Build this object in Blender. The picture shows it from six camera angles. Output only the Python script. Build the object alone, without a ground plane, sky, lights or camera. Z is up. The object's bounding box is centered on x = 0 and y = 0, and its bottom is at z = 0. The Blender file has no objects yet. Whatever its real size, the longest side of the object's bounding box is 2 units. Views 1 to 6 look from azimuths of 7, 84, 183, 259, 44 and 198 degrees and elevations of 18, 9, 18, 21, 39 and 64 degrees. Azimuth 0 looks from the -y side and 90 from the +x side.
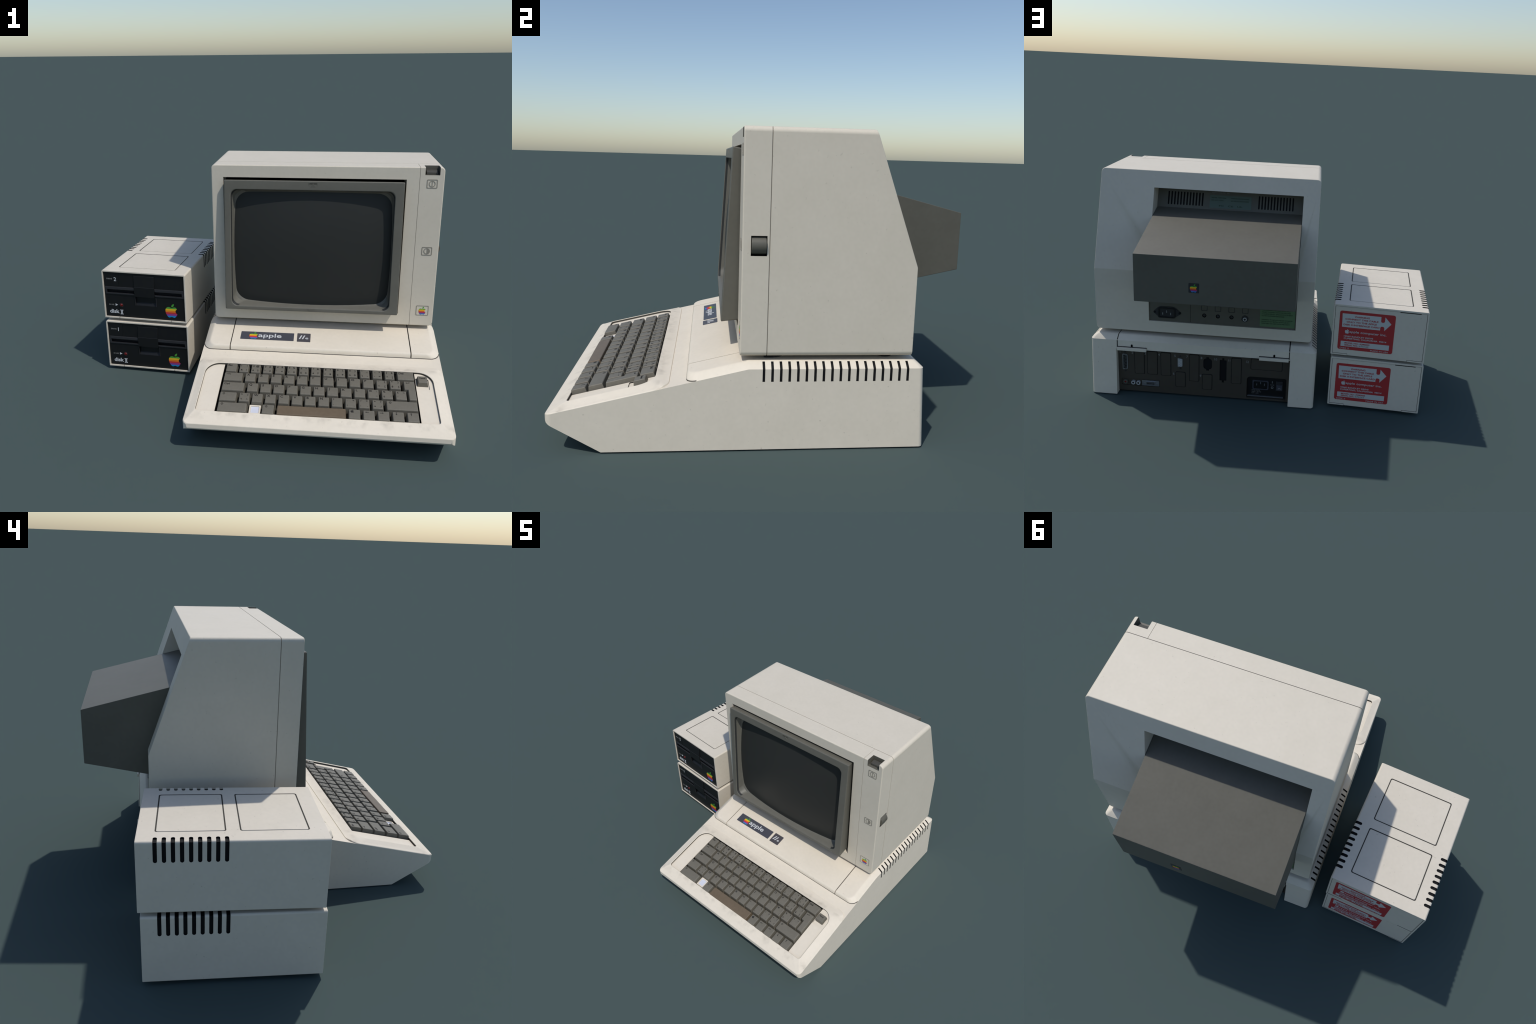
"""Vintage desktop computer: wedge case with keyboard, monitor on top, two stacked disk drives."""
import bpy, bmesh, math, random
from math import sin, cos, pi, radians, atan
from mathutils import Vector, Matrix

random.seed(7)

# ------------------------------------------------------------------ materials
MATS = {}


def plastic(name, col, rough=0.5, mottle=0.05, specks=0.12, bump=0.05, scale=1.0,
            smudge=None, spec=0.35):
    """Moulded plastic: base colour with faint mottling, sparse specks and a fine grain."""
    m = bpy.data.materials.new(name)
    m.use_nodes = True
    nt = m.node_tree
    N, Lk = nt.nodes, nt.links
    b = N["Principled BSDF"]
    b.inputs["Roughness"].default_value = rough
    b.inputs["Specular IOR Level"].default_value = spec
    tc = N.new("ShaderNodeTexCoord")
    n1 = N.new("ShaderNodeTexNoise")
    n1.inputs["Scale"].default_value = 7 * scale
    n1.inputs["Detail"].default_value = 8
    n1.inputs["Roughness"].default_value = 0.65
    Lk.new(tc.outputs["Object"], n1.inputs["Vector"])
    r1 = N.new("ShaderNodeValToRGB")
    r1.color_ramp.elements[0].position = 0.3
    r1.color_ramp.elements[1].position = 0.7
    d = 1 - mottle
    r1.color_ramp.elements[0].color = (col[0] * d, col[1] * d, col[2] * d * 0.99, 1)
    r1.color_ramp.elements[1].color = (col[0], col[1], col[2], 1)
    Lk.new(n1.outputs["Fac"], r1.inputs["Fac"])
    out = r1.outputs["Color"]
    nf = N.new("ShaderNodeTexNoise")
    nf.inputs["Scale"].default_value = 55 * scale
    nf.inputs["Detail"].default_value = 5
    Lk.new(tc.outputs["Object"], nf.inputs["Vector"])
    rf = N.new("ShaderNodeValToRGB")
    rf.color_ramp.elements[0].position = 0.32
    rf.color_ramp.elements[1].position = 0.68
    g = 1 - mottle * 0.45
    rf.color_ramp.elements[0].color = (g, g, g, 1)
    rf.color_ramp.elements[1].color = (1 + mottle * .15, 1 + mottle * .15, 1 + mottle * .15, 1)
    Lk.new(nf.outputs["Fac"], rf.inputs["Fac"])
    mf = N.new("ShaderNodeMix")
    mf.data_type = 'RGBA'
    mf.blend_type = 'MULTIPLY'
    mf.inputs["Factor"].default_value = 1
    Lk.new(out, mf.inputs["A"])
    Lk.new(rf.outputs["Color"], mf.inputs["B"])
    out = mf.outputs["Result"]
    if specks:
        n2 = N.new("ShaderNodeTexNoise")
        n2.inputs["Scale"].default_value = 75 * scale
        n2.inputs["Detail"].default_value = 3
        Lk.new(tc.outputs["Object"], n2.inputs["Vector"])
        r2 = N.new("ShaderNodeValToRGB")
        r2.color_ramp.elements[0].position = 0.68
        r2.color_ramp.elements[1].position = 0.80
        r2.color_ramp.elements[0].color = (0, 0, 0, 1)
        r2.color_ramp.elements[1].color = (1, 1, 1, 1)
        Lk.new(n2.outputs["Fac"], r2.inputs["Fac"])
        mu = N.new("ShaderNodeMath")
        mu.operation = 'MULTIPLY'
        mu.inputs[1].default_value = specks * 4
        Lk.new(r2.outputs["Color"], mu.inputs[0])
        mx = N.new("ShaderNodeMix")
        mx.data_type = 'RGBA'
        mx.inputs["B"].default_value = (col[0] * 0.42, col[1] * 0.4, col[2] * 0.36, 1)
        Lk.new(mu.outputs[0], mx.inputs["Factor"])
        Lk.new(out, mx.inputs["A"])
        out = mx.outputs["Result"]
    if smudge:
        # hand grime on chosen bands: list of (axis, centre, half width, strength)
        for ax, c, hw, st in smudge:
            sp = N.new("ShaderNodeSeparateXYZ")
            Lk.new(tc.outputs["Object"], sp.inputs[0])
            mr = N.new("ShaderNodeMath"); mr.operation = 'SUBTRACT'
            mr.inputs[1].default_value = c
            Lk.new(sp.outputs[ax], mr.inputs[0])
            ab = N.new("ShaderNodeMath"); ab.operation = 'ABSOLUTE'
            Lk.new(mr.outputs[0], ab.inputs[0])
            mp = N.new("ShaderNodeMapRange")
            mp.inputs["From Min"].default_value = hw
            mp.inputs["From Max"].default_value = 0
            mp.inputs["To Min"].default_value = 0
            mp.inputs["To Max"].default_value = 1
            Lk.new(ab.outputs[0], mp.inputs["Value"])
            ns = N.new("ShaderNodeTexNoise")
            ns.inputs["Scale"].default_value = 16
            ns.inputs["Detail"].default_value = 6
            Lk.new(tc.outputs["Object"], ns.inputs["Vector"])
            rs = N.new("ShaderNodeValToRGB")
            rs.color_ramp.elements[0].position = 0.48
            rs.color_ramp.elements[1].position = 0.72
            Lk.new(ns.outputs["Fac"], rs.inputs["Fac"])
            m1 = N.new("ShaderNodeMath"); m1.operation = 'MULTIPLY'
            Lk.new(mp.outputs["Result"], m1.inputs[0])
            Lk.new(rs.outputs["Color"], m1.inputs[1])
            m2 = N.new("ShaderNodeMath"); m2.operation = 'MULTIPLY'
            m2.inputs[1].default_value = st
            Lk.new(m1.outputs[0], m2.inputs[0])
            mx = N.new("ShaderNodeMix"); mx.data_type = 'RGBA'
            mx.inputs["B"].default_value = (col[0] * 0.45, col[1] * 0.44, col[2] * 0.42, 1)
            Lk.new(m2.outputs[0], mx.inputs["Factor"])
            Lk.new(out, mx.inputs["A"])
            out = mx.outputs["Result"]
    Lk.new(out, b.inputs["Base Color"])
    if bump:
        n3 = N.new("ShaderNodeTexNoise")
        n3.inputs["Scale"].default_value = 260 * scale
        n3.inputs["Detail"].default_value = 2
        Lk.new(tc.outputs["Object"], n3.inputs["Vector"])
        bp = N.new("ShaderNodeBump")
        bp.inputs["Strength"].default_value = bump
        bp.inputs["Distance"].default_value = 0.002
        Lk.new(n3.outputs["Fac"], bp.inputs["Height"])
        Lk.new(bp.outputs["Normal"], b.inputs["Normal"])
    MATS[name] = m
    return m


def plain(name, col, rough=0.6, metal=0.0, spec=0.3):
    """Ink, rubber, metal: one colour with a trace of noise."""
    m = bpy.data.materials.new(name)
    m.use_nodes = True
    nt = m.node_tree
    b = nt.nodes["Principled BSDF"]
    b.inputs["Roughness"].default_value = rough
    b.inputs["Metallic"].default_value = metal
    b.inputs["Specular IOR Level"].default_value = spec
    tc = nt.nodes.new("ShaderNodeTexCoord")
    n = nt.nodes.new("ShaderNodeTexNoise")
    n.inputs["Scale"].default_value = 40
    n.inputs["Detail"].default_value = 4
    nt.links.new(tc.outputs["Object"], n.inputs["Vector"])
    r = nt.nodes.new("ShaderNodeValToRGB")
    r.color_ramp.elements[0].color = (col[0] * .92, col[1] * .92, col[2] * .92, 1)
    r.color_ramp.elements[1].color = (col[0], col[1], col[2], 1)
    nt.links.new(n.outputs["Fac"], r.inputs["Fac"])
    nt.links.new(r.outputs["Color"], b.inputs["Base Color"])
    MATS[name] = m
    return m


CASE = plastic("case_cream_plastic", (0.763, 0.686, 0.565), 0.55, 0.05, 0.10, 0.05)
# same plastic with hand grime in front of and behind the keys (y in the computer's own frame)
CASEK = plastic("keyboard_surround_plastic", (0.763, 0.686, 0.565), 0.55, 0.05, 0.12, 0.05,
                smudge=[(1, -0.742, 0.034, 0.55), (1, -0.348, 0.034, 0.45)])
MON = plastic("monitor_cream_plastic", (0.682, 0.617, 0.507), 0.55, 0.045, 0.07, 0.05)
DRV = plastic("drive_cream_plastic", (0.70, 0.634, 0.53), 0.55, 0.045, 0.12, 0.05)
TAUPE = plastic("taupe_plastic", (0.118, 0.112, 0.090), 0.5, 0.10, 0.05, 0.06)
BEZ = plastic("bezel_taupe_plastic", (0.137, 0.132, 0.110), 0.48, 0.08, 0.04, 0.05)
KEYM = plastic("key_taupe_plastic", (0.162, 0.148, 0.118), 0.5, 0.12, 0.05, 0.06, 1.5)
SPACE = plastic("spacebar_brown_plastic", (0.160, 0.120, 0.079), 0.42, 0.15, 0.05, 0.04)
BLACKP = plastic("black_drive_plastic", (0.0085, 0.009, 0.0098), 0.45, 0.25, 0.0, 0.05)
BLACKR = plastic("black_ridge_plastic", (0.032, 0.033, 0.037), 0.45, 0.25, 0.0, 0.05)
PORT = plastic("port_panel_brown_plastic", (0.064, 0.054, 0.041), 0.55, 0.10, 0.0, 0.05)
DARK = plain("dark_interior", (0.006, 0.006, 0.007), 0.8)
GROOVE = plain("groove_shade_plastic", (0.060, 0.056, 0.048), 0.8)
SEAMC = plain("seam_grey_plastic", (0.30, 0.275, 0.235), 0.7)
WALL_SHADE = plain("painted_wall_shade", (0.028, 0.029, 0.028), 0.7)
LABELM = plain("slate_label", (0.066, 0.068, 0.084), 0.4)
LABEL2 = plain("brown_slate_label", (0.075, 0.070, 0.078), 0.4)
WHITEI = plain("white_ink", (0.62, 0.63, 0.64), 0.5)
GREYI = plain("grey_ink", (0.24, 0.24, 0.23), 0.6)
DARKI = plain("dark_key_ink", (0.022, 0.02, 0.018), 0.6)
REDL = plain("red_label", (0.44, 0.040, 0.042), 0.45)
LWHITE = plain("label_white", (0.57, 0.58, 0.56), 0.5)
GREENL = plain("green_label", (0.115, 0.20, 0.10), 0.5)
GREYGREEN = plain("grey_green_label", (0.10, 0.14, 0.115), 0.5)
GREENTXT = plain("green_label_print", (0.03, 0.06, 0.03), 0.6)
METAL = plain("connector_metal", (0.42, 0.43, 0.46), 0.35, 0.85)
GREYM = plain("grey_bushing", (0.45, 0.45, 0.45), 0.45)
RUBBER = plain("black_rubber", (0.012, 0.012, 0.012), 0.8)
LED = plain("red_lamp", (0.105, 0.003, 0.003), 0.35, 0, 0.4)
REDJ = plain("red_jack", (0.30, 0.02, 0.02), 0.4)
KWHITE = plain("white_key_switch", (0.66, 0.68, 0.76), 0.45)
STRIPES = [plain("stripe_green", (0.075, 0.33, 0.045)), plain("stripe_yellow", (0.80, 0.50, 0.02)),
           plain("stripe_orange", (0.78, 0.21, 0.015)), plain("stripe_red", (0.55, 0.035, 0.04)),
           plain("stripe_violet", (0.24, 0.05, 0.27)), plain("stripe_blue", (0.01, 0.24, 0.56))]

# screen glass
GLASS = bpy.data.materials.new("screen_glass")
GLASS.use_nodes = True
_b = GLASS.node_tree.nodes["Principled BSDF"]
_n = GLASS.node_tree.nodes.new("ShaderNodeTexNoise")
_n.inputs["Scale"].default_value = 3
_r = GLASS.node_tree.nodes.new("ShaderNodeValToRGB")
_r.color_ramp.elements[0].color = (0.026, 0.0275, 0.0255, 1)
_r.color_ramp.elements[1].color = (0.030, 0.0312, 0.0288, 1)
_tc = GLASS.node_tree.nodes.new("ShaderNodeTexCoord")
GLASS.node_tree.links.new(_tc.outputs["Object"], _n.inputs["Vector"])
GLASS.node_tree.links.new(_n.outputs["Fac"], _r.inputs["Fac"])
GLASS.node_tree.links.new(_r.outputs["Color"], _b.inputs["Base Color"])
_b.inputs["Roughness"].default_value = 0.45
_b.inputs["Specular IOR Level"].default_value = 0.22

# ------------------------------------------------------------------ mesh helpers


def bm_new():
    return bmesh.new()


def prism(poly, axis, a, b):
    """Extrude a 2D polygon along an axis. axis x: poly=(y,z); y: (x,z); z: (x,y)."""
    bm = bmesh.new()

    def P(p, t):
        return {'x': (t, p[0], p[1]), 'y': (p[0], t, p[1]), 'z': (p[0], p[1], t)}[axis]
    lo = [bm.verts.new(P(p, a)) for p in poly]
    hi = [bm.verts.new(P(p, b)) for p in poly]
    n = len(poly)
    bm.faces.new(lo)
    bm.faces.new(hi)
    for i in range(n):
        bm.faces.new((lo[i], lo[(i + 1) % n], hi[(i + 1) % n], hi[i]))
    bmesh.ops.recalc_face_normals(bm, faces=bm.faces[:])
    return bm


def box(x0, x1, y0, y1, z0, z1):
    return prism([(x0, y0), (x1, y0), (x1, y1), (x0, y1)], 'z', z0, z1)


def rrect(x0, x1, y0, y1, r, seg=6):
    """Rounded rectangle outline, anticlockwise from bottom-left; r one or four radii (bl, br, tr, tl)."""
    rs = (r,) * 4 if not isinstance(r, (tuple, list)) else r
    pts = []
    for (cx, cy, sx, sy, a0, rr) in ((x0, y0, 1, 1, pi, rs[0]), (x1, y0, -1, 1, 1.5 * pi, rs[1]),
                                     (x1, y1, -1, -1, 0, rs[2]), (x0, y1, 1, -1, .5 * pi, rs[3])):
        if rr <= 1e-6:
            pts.append((cx, cy))
            continue
        ox, oy = cx + sx * rr, cy + sy * rr
        for k in range(seg + 1):
            a = a0 + k / seg * pi / 2
            pts.append((ox + rr * cos(a), oy + rr * sin(a)))
    return pts


def circle(cx, cy, r, n=24):
    return [(cx + r * cos(2 * pi * i / n), cy + r * sin(2 * pi * i / n)) for i in range(n)]


def cyl(axis, c2, r, a, b, n=28):
    return prism(circle(c2[0], c2[1], r, n), axis, a, b)


def bevel(bm, pred, w, seg=2):
    es = [e for e in bm.edges if pred(e)]
    if es:
        bmesh.ops.bevel(bm, geom=es, offset=w, offset_type='OFFSET', segments=seg, profile=0.5,
                        affect='EDGES', clamp_overlap=True)
    return bm


def sharp(e, deg=40):
    return len(e.link_faces) == 2 and e.calc_face_angle(0) > radians(deg)


def join(*bms):
    out = bmesh.new()
    for b in bms:
        me = bpy.data.meshes.new("tmp")
        b.to_mesh(me)
        b.free()
        out.from_mesh(me)
        bpy.data.meshes.remove(me)
    return out


def xform(bm, M):
    bmesh.ops.transform(bm, matrix=M, verts=bm.verts[:])
    return bm


def tmp_obj(bm, mats):
    me = bpy.data.meshes.new("tmp")
    bm.to_mesh(me)
    bm.free()
    for m in mats:
        me.materials.append(m)
    ob = bpy.data.objects.new("tmp", me)
    bpy.context.scene.collection.objects.link(ob)
    return ob


def applied(ob):
    dg = bpy.context.evaluated_depsgraph_get()
    dg.update()
    return bpy.data.meshes.new_from_object(ob.evaluated_get(dg), preserve_all_data_layers=True, depsgraph=dg)


def boolean(bm, cutters, op='DIFFERENCE', mat=None):
    """Boolean of bm with a list of cutter bmeshes; cut faces take the material of the cutter.
    cutters: list of bmesh or (bmesh, material). Returns (bmesh, material list)."""
    mats = [mat]
    ob = tmp_obj(bm, [mat] if mat else [])
    for c in cutters:
        cb, cm = c if isinstance(c, tuple) else (c, mat)
        co = tmp_obj(cb, [cm] if cm else [])
        md = ob.modifiers.new("b", 'BOOLEAN')
        md.operation = op
        md.object = co
        md.solver = 'EXACT'
        md.material_mode = 'TRANSFER'
        me = applied(ob)
        old = ob.data
        ob.modifiers.clear()
        ob.data = me
        bpy.data.meshes.remove(old)
        cme = co.data
        bpy.data.objects.remove(co)
        bpy.data.meshes.remove(cme)
    out = bmesh.new()
    out.from_mesh(ob.data)
    mats = [m for m in ob.data.materials]
    me = ob.data
    bpy.data.objects.remove(ob)
    bpy.data.meshes.remove(me)
    return out, mats


def finish(bm, name, mats, parent=None, origin=None, smooth=35, weighted=True, mesh_only=False):
    """bmesh -> named object; vertices become local to the parent's origin."""
    if origin is not None:
        xform(bm, Matrix.Translation(-Vector(origin)))
    bmesh.ops.recalc_face_normals(bm, faces=bm.faces[:])
    me = bpy.data.meshes.new(name)
    bm.to_mesh(me)
    bm.free()
    for m in (mats if isinstance(mats, (list, tuple)) else [mats]):
        me.materials.append(m)
    if smooth:
        me.polygons.foreach_set("use_smooth", [True] * len(me.polygons))
        me.set_sharp_from_angle(angle=radians(smooth))
        if weighted:
            ob = bpy.data.objects.new("tmp", me)
            bpy.context.scene.collection.objects.link(ob)
            md = ob.modifiers.new("w", 'WEIGHTED_NORMAL')
            md.keep_sharp = True
            md.weight = 100
            me2 = applied(ob)
            bpy.data.objects.remove(ob)
            bpy.data.meshes.remove(me)
            me = me2
            me.name = name
    if mesh_only:
        return me
    ob = bpy.data.objects.new(name, me)
    bpy.context.scene.collection.objects.link(ob)
    if parent:
        ob.parent = parent
    return ob


def thing(name, loc, rotz, label, category):
    e = bpy.data.objects.new(name, None)
    e.empty_display_size = 0.1
    e.location = loc
    e.rotation_euler = (0, 0, rotz)
    e["label"] = label
    e["category"] = category
    bpy.context.scene.collection.objects.link(e)
    return e


# ------------------------------------------------------------------ printed matter
_TXT = {}


def glyphs(body, bold=0.0):
    """Flat outline mesh of a string, height normalised to cap height 1, left aligned at origin."""
    k = (body, bold)
    if k not in _TXT:
        cu = bpy.data.curves.new("t", 'FONT')
        cu.body = body
        cu.size = 1.0
        cu.resolution_u = 3
        cu.offset = bold
        ob = bpy.data.objects.new("t", cu)
        bpy.context.scene.collection.objects.link(ob)
        me = applied(ob)
        vs = [v.co.copy() / 0.73 for v in me.vertices]
        fs = [tuple(p.vertices) for p in me.polygons]
        bpy.data.objects.remove(ob)
        bpy.data.curves.remove(cu)
        bpy.data.meshes.remove(me)
        _TXT[k] = (vs, fs)
    return _TXT[k]


def text(body, x, y, size, width=None, bold=0.0, align='L', thick=0.0008, slant=0.0):
    """Text as a thin solid in the xy plane (z up); width squeezes the string to a given length."""
    vs, fs = glyphs(body, bold)
    bm = bmesh.new()
    if not vs:
        return bm
    w0 = min(v.x for v in vs)
    w1 = max(v.x for v in vs)
    sx = size if width is None else width / max(1e-6, (w1 - w0))
    off = {'L': 0, 'C': -(w1 - w0) * sx / 2, 'R': -(w1 - w0) * sx}[align]
    vv = [bm.verts.new((x + off + (v.x - w0) * sx + slant * v.y * size, y + v.y * size, 0)) for v in vs]
    for f in fs:
        try:
            bm.faces.new([vv[i] for i in f])
        except ValueError:
            pass
    r = bmesh.ops.extrude_face_region(bm, geom=bm.faces[:])
    for g in r["geom"]:
        if isinstance(g, bmesh.types.BMVert):
            g.co.z += thick
    return bm


def plate(poly, thick, z=0.0):
    return prism(poly, 'z', z, z + thick)


def frame_matrix(origin, right, up):
    r, u = Vector(right).normalized(), Vector(up).normalized()
    n = r.cross(u)
    M = Matrix((r, u, n)).transposed().to_4x4()
    M.translation = Vector(origin)
    return M


def catmull(pts, n=5):
    out = []
    m = len(pts)
    for i in range(m):
        p0, p1, p2, p3 = (Vector(pts[(i + k) % m]) for k in (-1, 0, 1, 2))
        for j in range(n):
            t = j / n
            out.append(tuple(0.5 * ((2 * p1) + (p2 - p0) * t + (2 * p0 - 5 * p1 + 4 * p2 - p3) * t * t
                                    + (3 * p1 - p0 - 3 * p2 + p3) * t ** 3)))
    return out


# fruit outline, unit height 1 (body 0..0.76), bite on the right
FRUIT = [(0.0, 0.70), (-0.10, 0.74), (-0.22, 0.765), (-0.34, 0.72), (-0.42, 0.60), (-0.435, 0.45), (-0.40, 0.28),
         (-0.33, 0.13), (-0.24, 0.025), (-0.16, 0.0), (-0.07, 0.03), (0.0, 0.045), (0.07, 0.03), (0.16, 0.0),
         (0.24, 0.025), (0.33, 0.13), (0.39, 0.26), (0.32, 0.32), (0.275, 0.42), (0.285, 0.53), (0.37, 0.64),
         (0.32, 0.72), (0.22, 0.76), (0.10, 0.74)]
LEAF = [(0.0, 0.78), (0.01, 0.88), (0.07, 0.96), (0.17, 1.0), (0.17, 0.90), (0.11, 0.81)]


def emblem(height, thick=0.0008, striped=True):
    """Bitten-fruit emblem centred on x, standing on y=0; six horizontal stripes as separate pieces."""
    outl = [(p[0] * height, p[1] * height) for p in catmull(FRUIT, 4)]
    leaf = [(p[0] * height, p[1] * height) for p in catmull(LEAF, 4)]
    if not striped:
        return join(plate(outl, thick), plate(leaf, thick))
    parts = []
    h = 0.765 * height
    lf = plate(leaf, thick)
    parts.append(lf)
    for k in range(6):
        y1 = h - k * h / 6
        y0 = y1 - h / 6
        b = plate(outl, thick)
        for yy, cl in ((y1, False), (y0, True)):
            if (k == 0 and not cl) or (k == 5 and cl):
                continue
            bmesh.ops.bisect_plane(b, geom=b.verts[:] + b.edges[:] + b.faces[:], plane_co=(0, yy, 0),
                                   plane_no=(0, 1, 0), clear_outer=not cl, clear_inner=cl)
            bmesh.ops.holes_fill(b, edges=b.edges[:])
        for f in b.faces:
            f.material_index = k
        parts.append(b)
    return join(*parts)


# ================================================================== COMPUTER CASE
X0, X1 = -0.327, 1.0
SL = 0.23
TILT = atan(SL)


def deck_z(y, off=0.0):
    return 0.3708 + SL * y + off


def deck_m(x, y, off=0.0):
    """Frame lying on the sloping deck (z = normal)."""
    return frame_matrix((x, y, deck_z(y, off)), (1, 0, 0), (0, 1, SL))


KNEE = -0.086
FLAT = deck_z(KNEE)
RISE = 0.0275
ORG = Vector((0.3365, -0.10, 0.0))
comp = thing("personal_computer", ORG, 0, "cream wedge-shaped vintage home computer with brown-grey keyboard", "computer")


def cfin(bm, name, mats, **k):
    return finish(bm, name, mats, comp, ORG, **k)


# lower case: side profile crossed with the rounded plan
prof = [(-0.899, deck_z(-0.899)), (-0.900, 0.143), (-0.894, 0.132), (-0.882, 0.1235), (-0.679, 0.004),
        (0.664, 0.004), (0.647, FLAT), (KNEE, FLAT)]
body = prism(prof, 'x', X0 - .1, X1 + .1)
plan = prism(rrect(X0, X1, -0.9005, 0.70, (0.03, 0.03, 0.0, 0.0), 7), 'z', -0.1, 0.6)
body, _ = boolean(body, [plan], 'INTERSECT', CASE)


def rear_corner(e):
    a, b = e.verts
    return (a.co.y > .6 and b.co.y > .6 and abs(a.co.z - b.co.z) > .2 and (abs(a.co.x - X0) < 1e-3 or abs(a.co.x - X1) < 1e-3))


bevel(body, rear_corner, 0.020, 5)


# keyboard well, key pit, reset pocket, crease line
T = Matrix.Translation


def deckprism(poly, z0, z1):
    """Plan polygon (x, y in world) cut along the deck normal; y measured along the slope."""
    c = sum(p[1] for p in poly) / len(poly)
    bm = prism([(p[0], (p[1] - c) / cos(TILT)) for p in poly], 'z', z0, z1)
    return xform(bm, deck_m(0, c))


WY0, WY1 = -0.821, -0.4665
WX0, WX1 = -0.276, 0.9375
RIM = 0.0168                  # height of the raised surround at the well
FLOOR = 0.0050                # height of the side panels in the well
pit = deckprism(rrect(-0.178, 0.847, WY0, WY1, 0.0005, 1), -0.030, 0.05)
# vent slots over both shoulders (lower part) and the rear bay
NSLOT = 18
slot_y = [-0.0235 + i * (0.6015 / (NSLOT - 1)) for i in range(NSLOT)]
slots = []
for y in slot_y:
    slots.append(box(0.9715, 1.05, y - .0053, y + .0053, 0.2975, 0.45))
    slots.append(box(-0.45, -0.2985, y - .0053, y + .0053, 0.2975, 0.45))
bay = box(-0.176, 0.8495, 0.565, 0.8, -0.1, 0.2985)
seam_r = join(box(0.8415, 0.8475, 0.6445, 0.8, 0.2, 0.5), box(-0.1745, -0.1685, 0.6445, 0.8, 0.2, 0.5))
body, bm_mats = boolean(body, [(pit, DARK), (join(*slots), DARK),
                               (bay, CASE)], 'DIFFERENCE', CASE)
cfin(body, "lower_case", bm_mats, smooth=32)

# raised keyboard surround: slopes up from the case edges to the rim of the well
CRY = -0.4080


def rim_off(x, y):
    d = min((x - X0) / (WX0 - X0), (X1 - x) / (X1 - WX1), (y + 0.899) / (WY0 + 0.899), (CRY + .002 - y) / (CRY - WY1))
    return RIM * max(0.0, min(1.0, d))


def surround_ring(ix, ifr, yb, rf, rb, h=None, add=0.0):
    """Plan ring; inset ix at the sides, ifr at the front, rear edge at yb."""
    pts = rrect(X0 + ix, X1 - ix, -0.8990 + ifr, yb, (rf, rf, rb, rb), 10)
    out_ = []
    for x, y in pts:
        o = (rim_off(x, y) if h is None else h) + add
        out_.append((x, y - SL * o, deck_z(y) + o))
    return out_


def well_ring(g, off):
    pts = rrect(WX0 - g, WX1 + g, WY0 - g, WY1 + g, (0.016, 0.016, 0.076, 0.076), 10)
    return [(x, y - SL * off, deck_z(y) + off) for x, y in pts]


sr = [surround_ring(.004, .004, CRY - .002, .028, .060, -.002), surround_ring(-.0002, -.0002, CRY, .030, .060, -.0004),
      surround_ring(.0008, .0008, CRY - .0006, .030, .060, None, .0014), surround_ring(.0030, .0030, CRY - .0015, .029, .060, None, .0024),
      surround_ring(.010, .012, CRY - .010, .028, .062, None, .0010), surround_ring(.022, .030, CRY - .024, .027, .066, None, .0004)]
sr += [well_ring(.0035, RIM), well_ring(.001, RIM - .0006), well_ring(0.0, RIM - .0025), well_ring(0.0, -.003)]


def loft(rings, cap_top=True, cap_bottom=True):
    bm = bmesh.new()
    R = [[bm.verts.new(p) for p in r] for r in rings]
    n = len(rings[0])
    for a, b in zip(R, R[1:]):
        for i in range(n):
            bm.faces.new((a[i], a[(i + 1) % n], b[(i + 1) % n], b[i]))
    if cap_top:
        bm.faces.new(R[-1])
    if cap_bottom:
        bm.faces.new(R[0][::-1])
    return bm


sb = loft(sr, False, False)
for f in sb.faces:      # the wall of the well is coloured dark grey-brown
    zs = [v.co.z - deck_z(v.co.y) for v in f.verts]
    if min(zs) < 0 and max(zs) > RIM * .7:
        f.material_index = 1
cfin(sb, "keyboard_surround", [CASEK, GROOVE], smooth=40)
for x0, x1 in ((WX0 - .002, -0.178), (0.847, WX1 + .002)):
    p = deckprism(rrect(x0, x1, WY0 - .002, WY1 + .002, 0, 1), -.006, FLOOR)
    if x0 > 0:
        p, mm = boolean(p, [(deckprism(rrect(0.8490, 0.9155, -0.580, -0.505, 0.004, 3), -.005, .05), DARK)], 'DIFFERENCE', CASE)
        cfin(p, "keyboard_side_panel", mm)
    else:
        cfin(p, "keyboard_side_panel", CASE)

# upper cap: lofted outline rings following the deck slope, then the flat top
CY0, CY1 = -0.3375, 0.6465


def cap_ring(side, front, rear, dz, r):
    x0, x1, y0, y1 = X0 + side, X1 - side, CY0 + front, CY1 - rear
    pts = []
    o = rrect(x0, x1, y0, y1, (r, r, max(.004, .02 - rear * .3), max(.004, .02 - rear * .3)), 8)
    # insert knee points on both straight sides
    n = len(o)
    for i, p in enumerate(o):
        pts.append(p)
        q = o[(i + 1) % n]
        if (p[1] - KNEE) * (q[1] - KNEE) < 0:
            pts.append((p[0] + (q[0] - p[0]) * (KNEE - p[1]) / (q[1] - p[1]), KNEE))
    return [(x, y, min(deck_z(y), FLAT) + dz) for x, y in pts]


rings = [cap_ring(.012, .012, .012, -.006, .045), cap_ring(0, 0, 0, 0.0, .05),
         cap_ring(.010, .0002, .010, .0095, .05), cap_ring(.020, .0010, .020, .0175, .049),
         cap_ring(.029, .0035, .029, .0240, .046), cap_ring(.034, .0070, .034, .0264, .043),
         cap_ring(.041, .0125, .041, RISE, .038)]


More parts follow.
